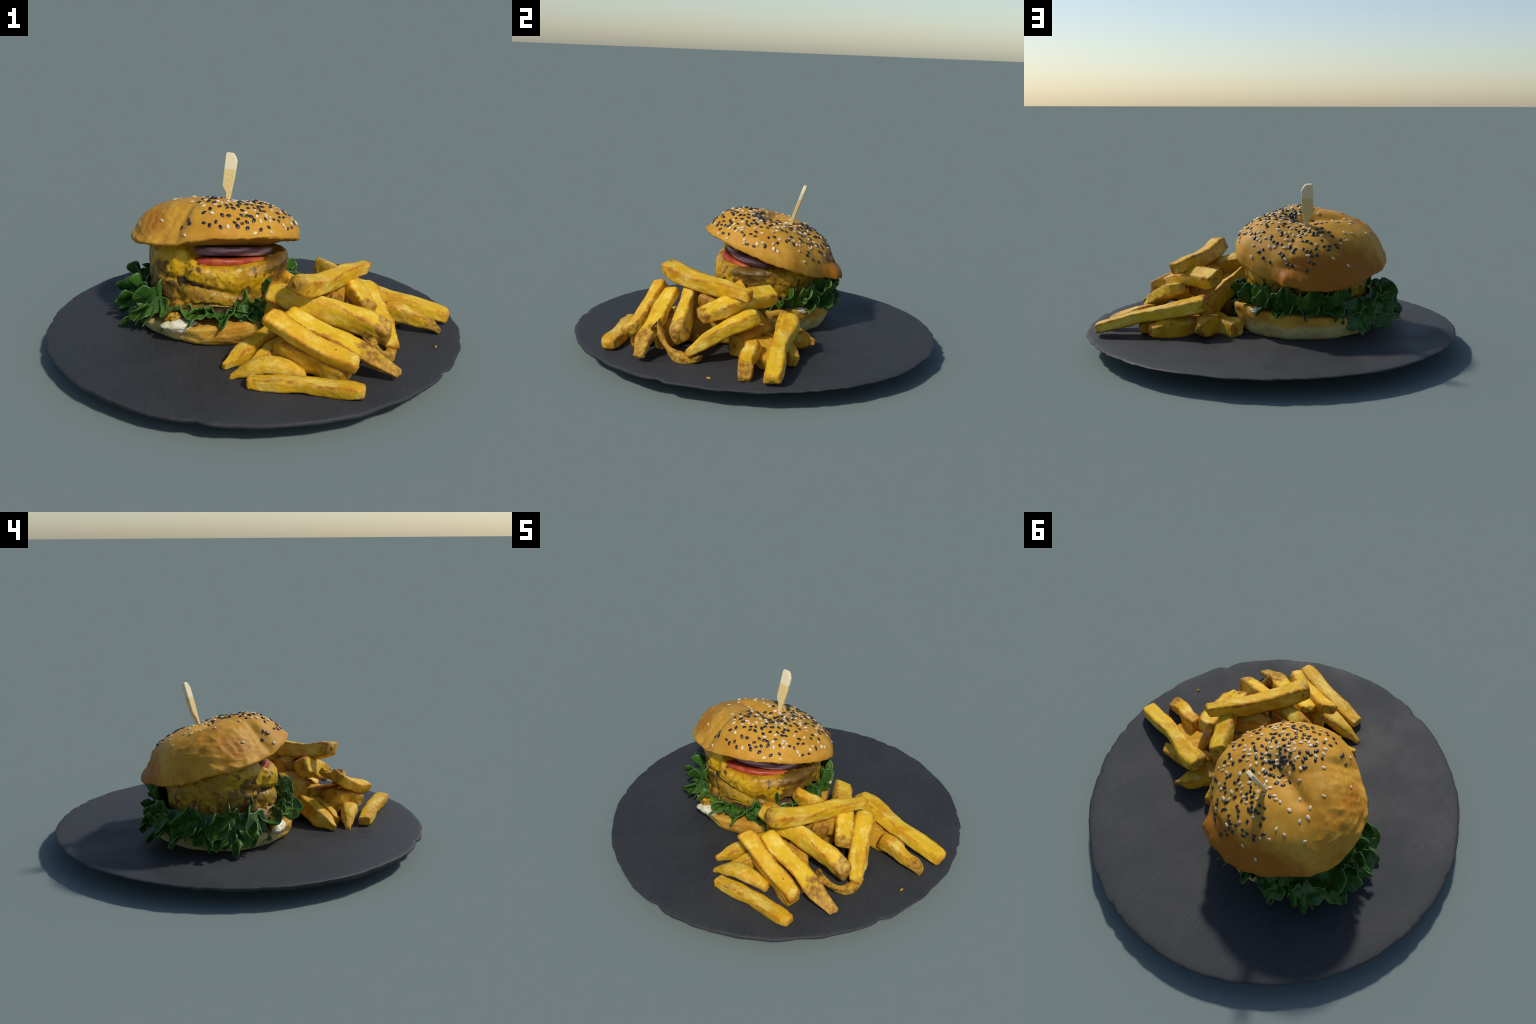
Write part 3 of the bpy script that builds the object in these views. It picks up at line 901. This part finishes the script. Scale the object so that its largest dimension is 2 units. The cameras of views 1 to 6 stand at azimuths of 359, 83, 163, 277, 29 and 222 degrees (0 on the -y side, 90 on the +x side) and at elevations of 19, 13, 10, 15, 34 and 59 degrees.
def leaf(parent, az0, az1, inner, outer, lift, amp, freq, curl, seed, hang=0.0, fringe=0.012, rmod=None, pw=1.7):
    """one ruffled lettuce leaf spread over an arc; its edge is much longer than
    its root, so it folds up and down and back over itself"""
    nu, nv = int(abs(az1 - az0) * 4.5), 26
    rng = random.Random(seed)
    ph = rng.uniform(0, 6)
    verts = []
    for i in range(nv):
        v = i / (nv - 1)
        for j in range(nu):
            u = j / (nu - 1)
            ad = lerp(az0, az1, u)
            a = math.radians(ad)
            ends = smooth(0, 0.10, u) * (1 - smooth(0.90, 1, u))
            k = freq * math.radians(az1 - az0)
            w = k * u + ph + 2.2 * noise.noise(V((u * k / 7, seed, 0)))
            w2 = 3.3 * k * u + ph * 2 + 2.4 * noise.noise(V((u * k / 4, seed, 4)))
            e = v ** pw
            w3 = 6.3 * k * u + 3 * noise.noise(V((u * k / 3, seed, 6)))
            am = amp * (0.85 + 0.8 * noise.noise(V((u * k / 5, seed, 9))))
            r = lerp(inner[0], outer[0] * (rmod(ad) if rmod else 1), v) * lerp(0.94, 1, ends)
            z = lerp(inner[1], outer[1], v) + lift * math.sin(v * math.pi * 0.85) - hang * v * v
            z += am * e * math.sin(w) + fringe * e * v * math.sin(w2)
            z += 0.022 * v ** 5 + 0.18 * fringe * v ** 4 * 2 * math.sin(w3)
            r += 0.36 * fringe * v ** 4 * math.cos(w3 + 1)
            tang = 0.7 * curl * e * (math.sin(2 * w) * 0.8 + 0.4 * math.sin(w2 + 1))
            r += am * 0.75 * e * math.cos(w + 0.7) + fringe * v * e * math.cos(w2) + 0.022 * e * noise.noise(V((u * k / 2, seed, 2)))
            x = SC[0] + r * math.cos(a) - tang * math.sin(a)
            y = SC[1] + r * math.sin(a) + tang * math.cos(a)
            n = 0.010 * nz((x, y, z), 14, seed) + 0.004 * nz((x, y, z), 40, seed)
            z = max(PLATE_Z + 0.006, z + n)
            verts.append((x, y, z))
    ob = make("lettuce_leaf", verts, grid_faces(nv, nu, False), M_LEAF, parent)
    solidify(ob, 0.006, 0)
    return ob


def build_lettuce(parent):
    # big leaf spilling out at the back left, a few folds reaching the plate
    leaf(parent, 104, 222, (.34, .200), (.462, .200), .030, .046, 16, .026, 3, hang=.012, rmod=periodic([(104, .85), (122, .90), (142, .98), (165, 1.07), (182, 1.03), (205, .93), (222, .84)]), fringe=.016)
    leaf(parent, 100, 226, (.35, .295), (.462, .150), .0, .032, 15, .016, 41, pw=.7, fringe=.016, rmod=periodic([(100, .88), (120, .91), (142, .99), (165, 1.03), (185, 1.0), (205, .93), (226, .86)]))
    # its upper tier standing up beside the patty
    leaf(parent, 126, 214, (.33, .225), (.415, .285), .01, .046, 15, .026, 5, rmod=periodic([(126, .96), (150, 1.08), (165, 1.06), (190, .98), (214, .88)]), fringe=.016)
    # fold hanging down on the left
    leaf(parent, 176, 210, (.37, .20), (.450, .120), .02, .034, 15, .020, 31, fringe=.014)
    # front leaf curling over the bottom bun
    leaf(parent, 216, 306, (.28, .225), (.382, .222), .024, .038, 16, .026, 8, hang=.004, fringe=.010)
    leaf(parent, 244, 314, (.27, .235), (.345, .250), .01, .030, 17, .022, 12, fringe=.008)
    # front right, climbing against the patty
    leaf(parent, 286, 352, (.29, .24), (.366, .292), .02, .046, 18, .024, 15, fringe=.014)
    leaf(parent, 306, 360, (.29, .225), (.375, .220), .02, .034, 19, .022, 16)
    leaf(parent, 286, 362, (.31, .290), (.385, .170), .0, .030, 15, .014, 43, pw=.7, rmod=periodic([(286, .96), (318, 1.08), (362, .98)]))
    # right and back edge: an upright frilled curtain between the bun halves
    leaf(parent, -14, 62, (.32, .225), (.375, .305), .01, .038, 18, .022, 19, pw=1.1)
    leaf(parent, 34, 122, (.31, .230), (.405, .225), .02, .034, 18, .020, 23, fringe=.014)
    leaf(parent, 22, 112, (.33, .225), (.375, .340), .0, .026, 17, .018, 27, pw=.8, rmod=periodic([(22, .97), (60, 1.10), (85, 1.05), (112, .97)]))


def blob(name, c, r, sc, mat, parent, seed, n=1.0):
    bm = bmesh.new()
    bmesh.ops.create_icosphere(bm, subdivisions=4, radius=1)
    vs = []
    for v in bm.verts:
        d = 1 + n * (0.30 * nz(v.co, 1.4, seed) + 0.16 * nz(v.co, 3.3, seed) + 0.06 * nz(v.co, 8, seed))
        v.co = V((v.co.x * sc[0], v.co.y * sc[1], v.co.z * sc[2])) * r * d + V(c)
    me = bpy.data.meshes.new(name)
    bm.to_mesh(me)
    bm.free()
    me.polygons.foreach_set("use_smooth", [True] * len(me.polygons))
    me.materials.append(mat)
    ob = bpy.data.objects.new(name, me)
    COL.objects.link(ob)
    ob.parent = parent
    return ob


def build_skewer(parent):
    """flat paddle pick: outline in (across, along), extruded"""
    base, up = V((-.120, .194, .672)), V((.0205, .0670, .2115)).normalized()
    across = V((.972, -.235, 0))
    across = (across - up * across.dot(up)).normalized()
    thick = up.cross(across)
    out = [(-.010, -.40), (.010, -.40), (.011, .0), (.016, .05), (.0225, .10), (.0265, .185), (.020, .203), (.008, .222), (-.022, .224), (-.0265, .214), (-.0285, .14), (-.030, .062), (-.026, .050), (-.012, .028), (-.010, .0)]
    bm = bmesh.new()
    f = bm.faces.new([bm.verts.new(base + across * x * 1.13 + up * y - thick * .0100) for x, y in out])
    r = bmesh.ops.extrude_face_region(bm, geom=[f])
    bmesh.ops.translate(bm, vec=thick * .020, verts=[e for e in r["geom"] if isinstance(e, bmesh.types.BMVert)])
    bmesh.ops.recalc_face_normals(bm, faces=bm.faces)
    me = bpy.data.meshes.new("bamboo_skewer")
    bm.to_mesh(me)
    bm.free()
    me.materials.append(M_WOOD)
    ob = bpy.data.objects.new("bamboo_skewer", me)
    COL.objects.link(ob)
    ob.parent = parent
    b = ob.modifiers.new("round", "BEVEL")
    b.width, b.segments = .0045, 3
    return ob


def build_burger():
    root = bpy.data.objects.new("hamburger", None)
    root.location = (SC[0], SC[1], PLATE_Z)
    COL.objects.link(root)
    bpy.context.view_layer.update()
    root["label"] = "double cheeseburger with seeded bun, lettuce, tomato and skewer"
    root["category"] = "hamburger"
    holder = []
    bun = build_top_bun(None)
    build_seeds(bun)
    parts = [bun]
    before = set(bpy.data.objects)
    build_bottom_bun(None)
    build_patties(None)
    build_cheese(None)
    disc("tomato_slice", (-.170, .055, .404), .262, .247, -.275, .048, M_TOM, None, 1)
    disc("onion_slice", (-.125, .062, .448), .225, .228, -.305, .046, M_ONION, None, 5)
    build_lettuce(None)
    blob("mayonnaise", (-.335, -.250, .188), .066, (1.25, .62, .5), M_MAYO, None, 2, .7)
    blob("mayonnaise", (.160, .225, .236), .032, (1.0, .9, .5), M_MAYO, None, 6)
    blob("cheese_drip", (-.365, -.228, .222), .040, (1.1, .8, .75), M_CHEESE, None, 4)
    build_skewer(None)
    parts += [o for o in bpy.data.objects if o not in before]
    inv = Matrix.Translation(root.location).inverted()
    for o in parts:
        if o.parent is None and o is not root:
            o.parent = root
            o.matrix_parent_inverse = inv
    return root


build_plate()
build_fries()
build_burger()
bpy.context.view_layer.update()
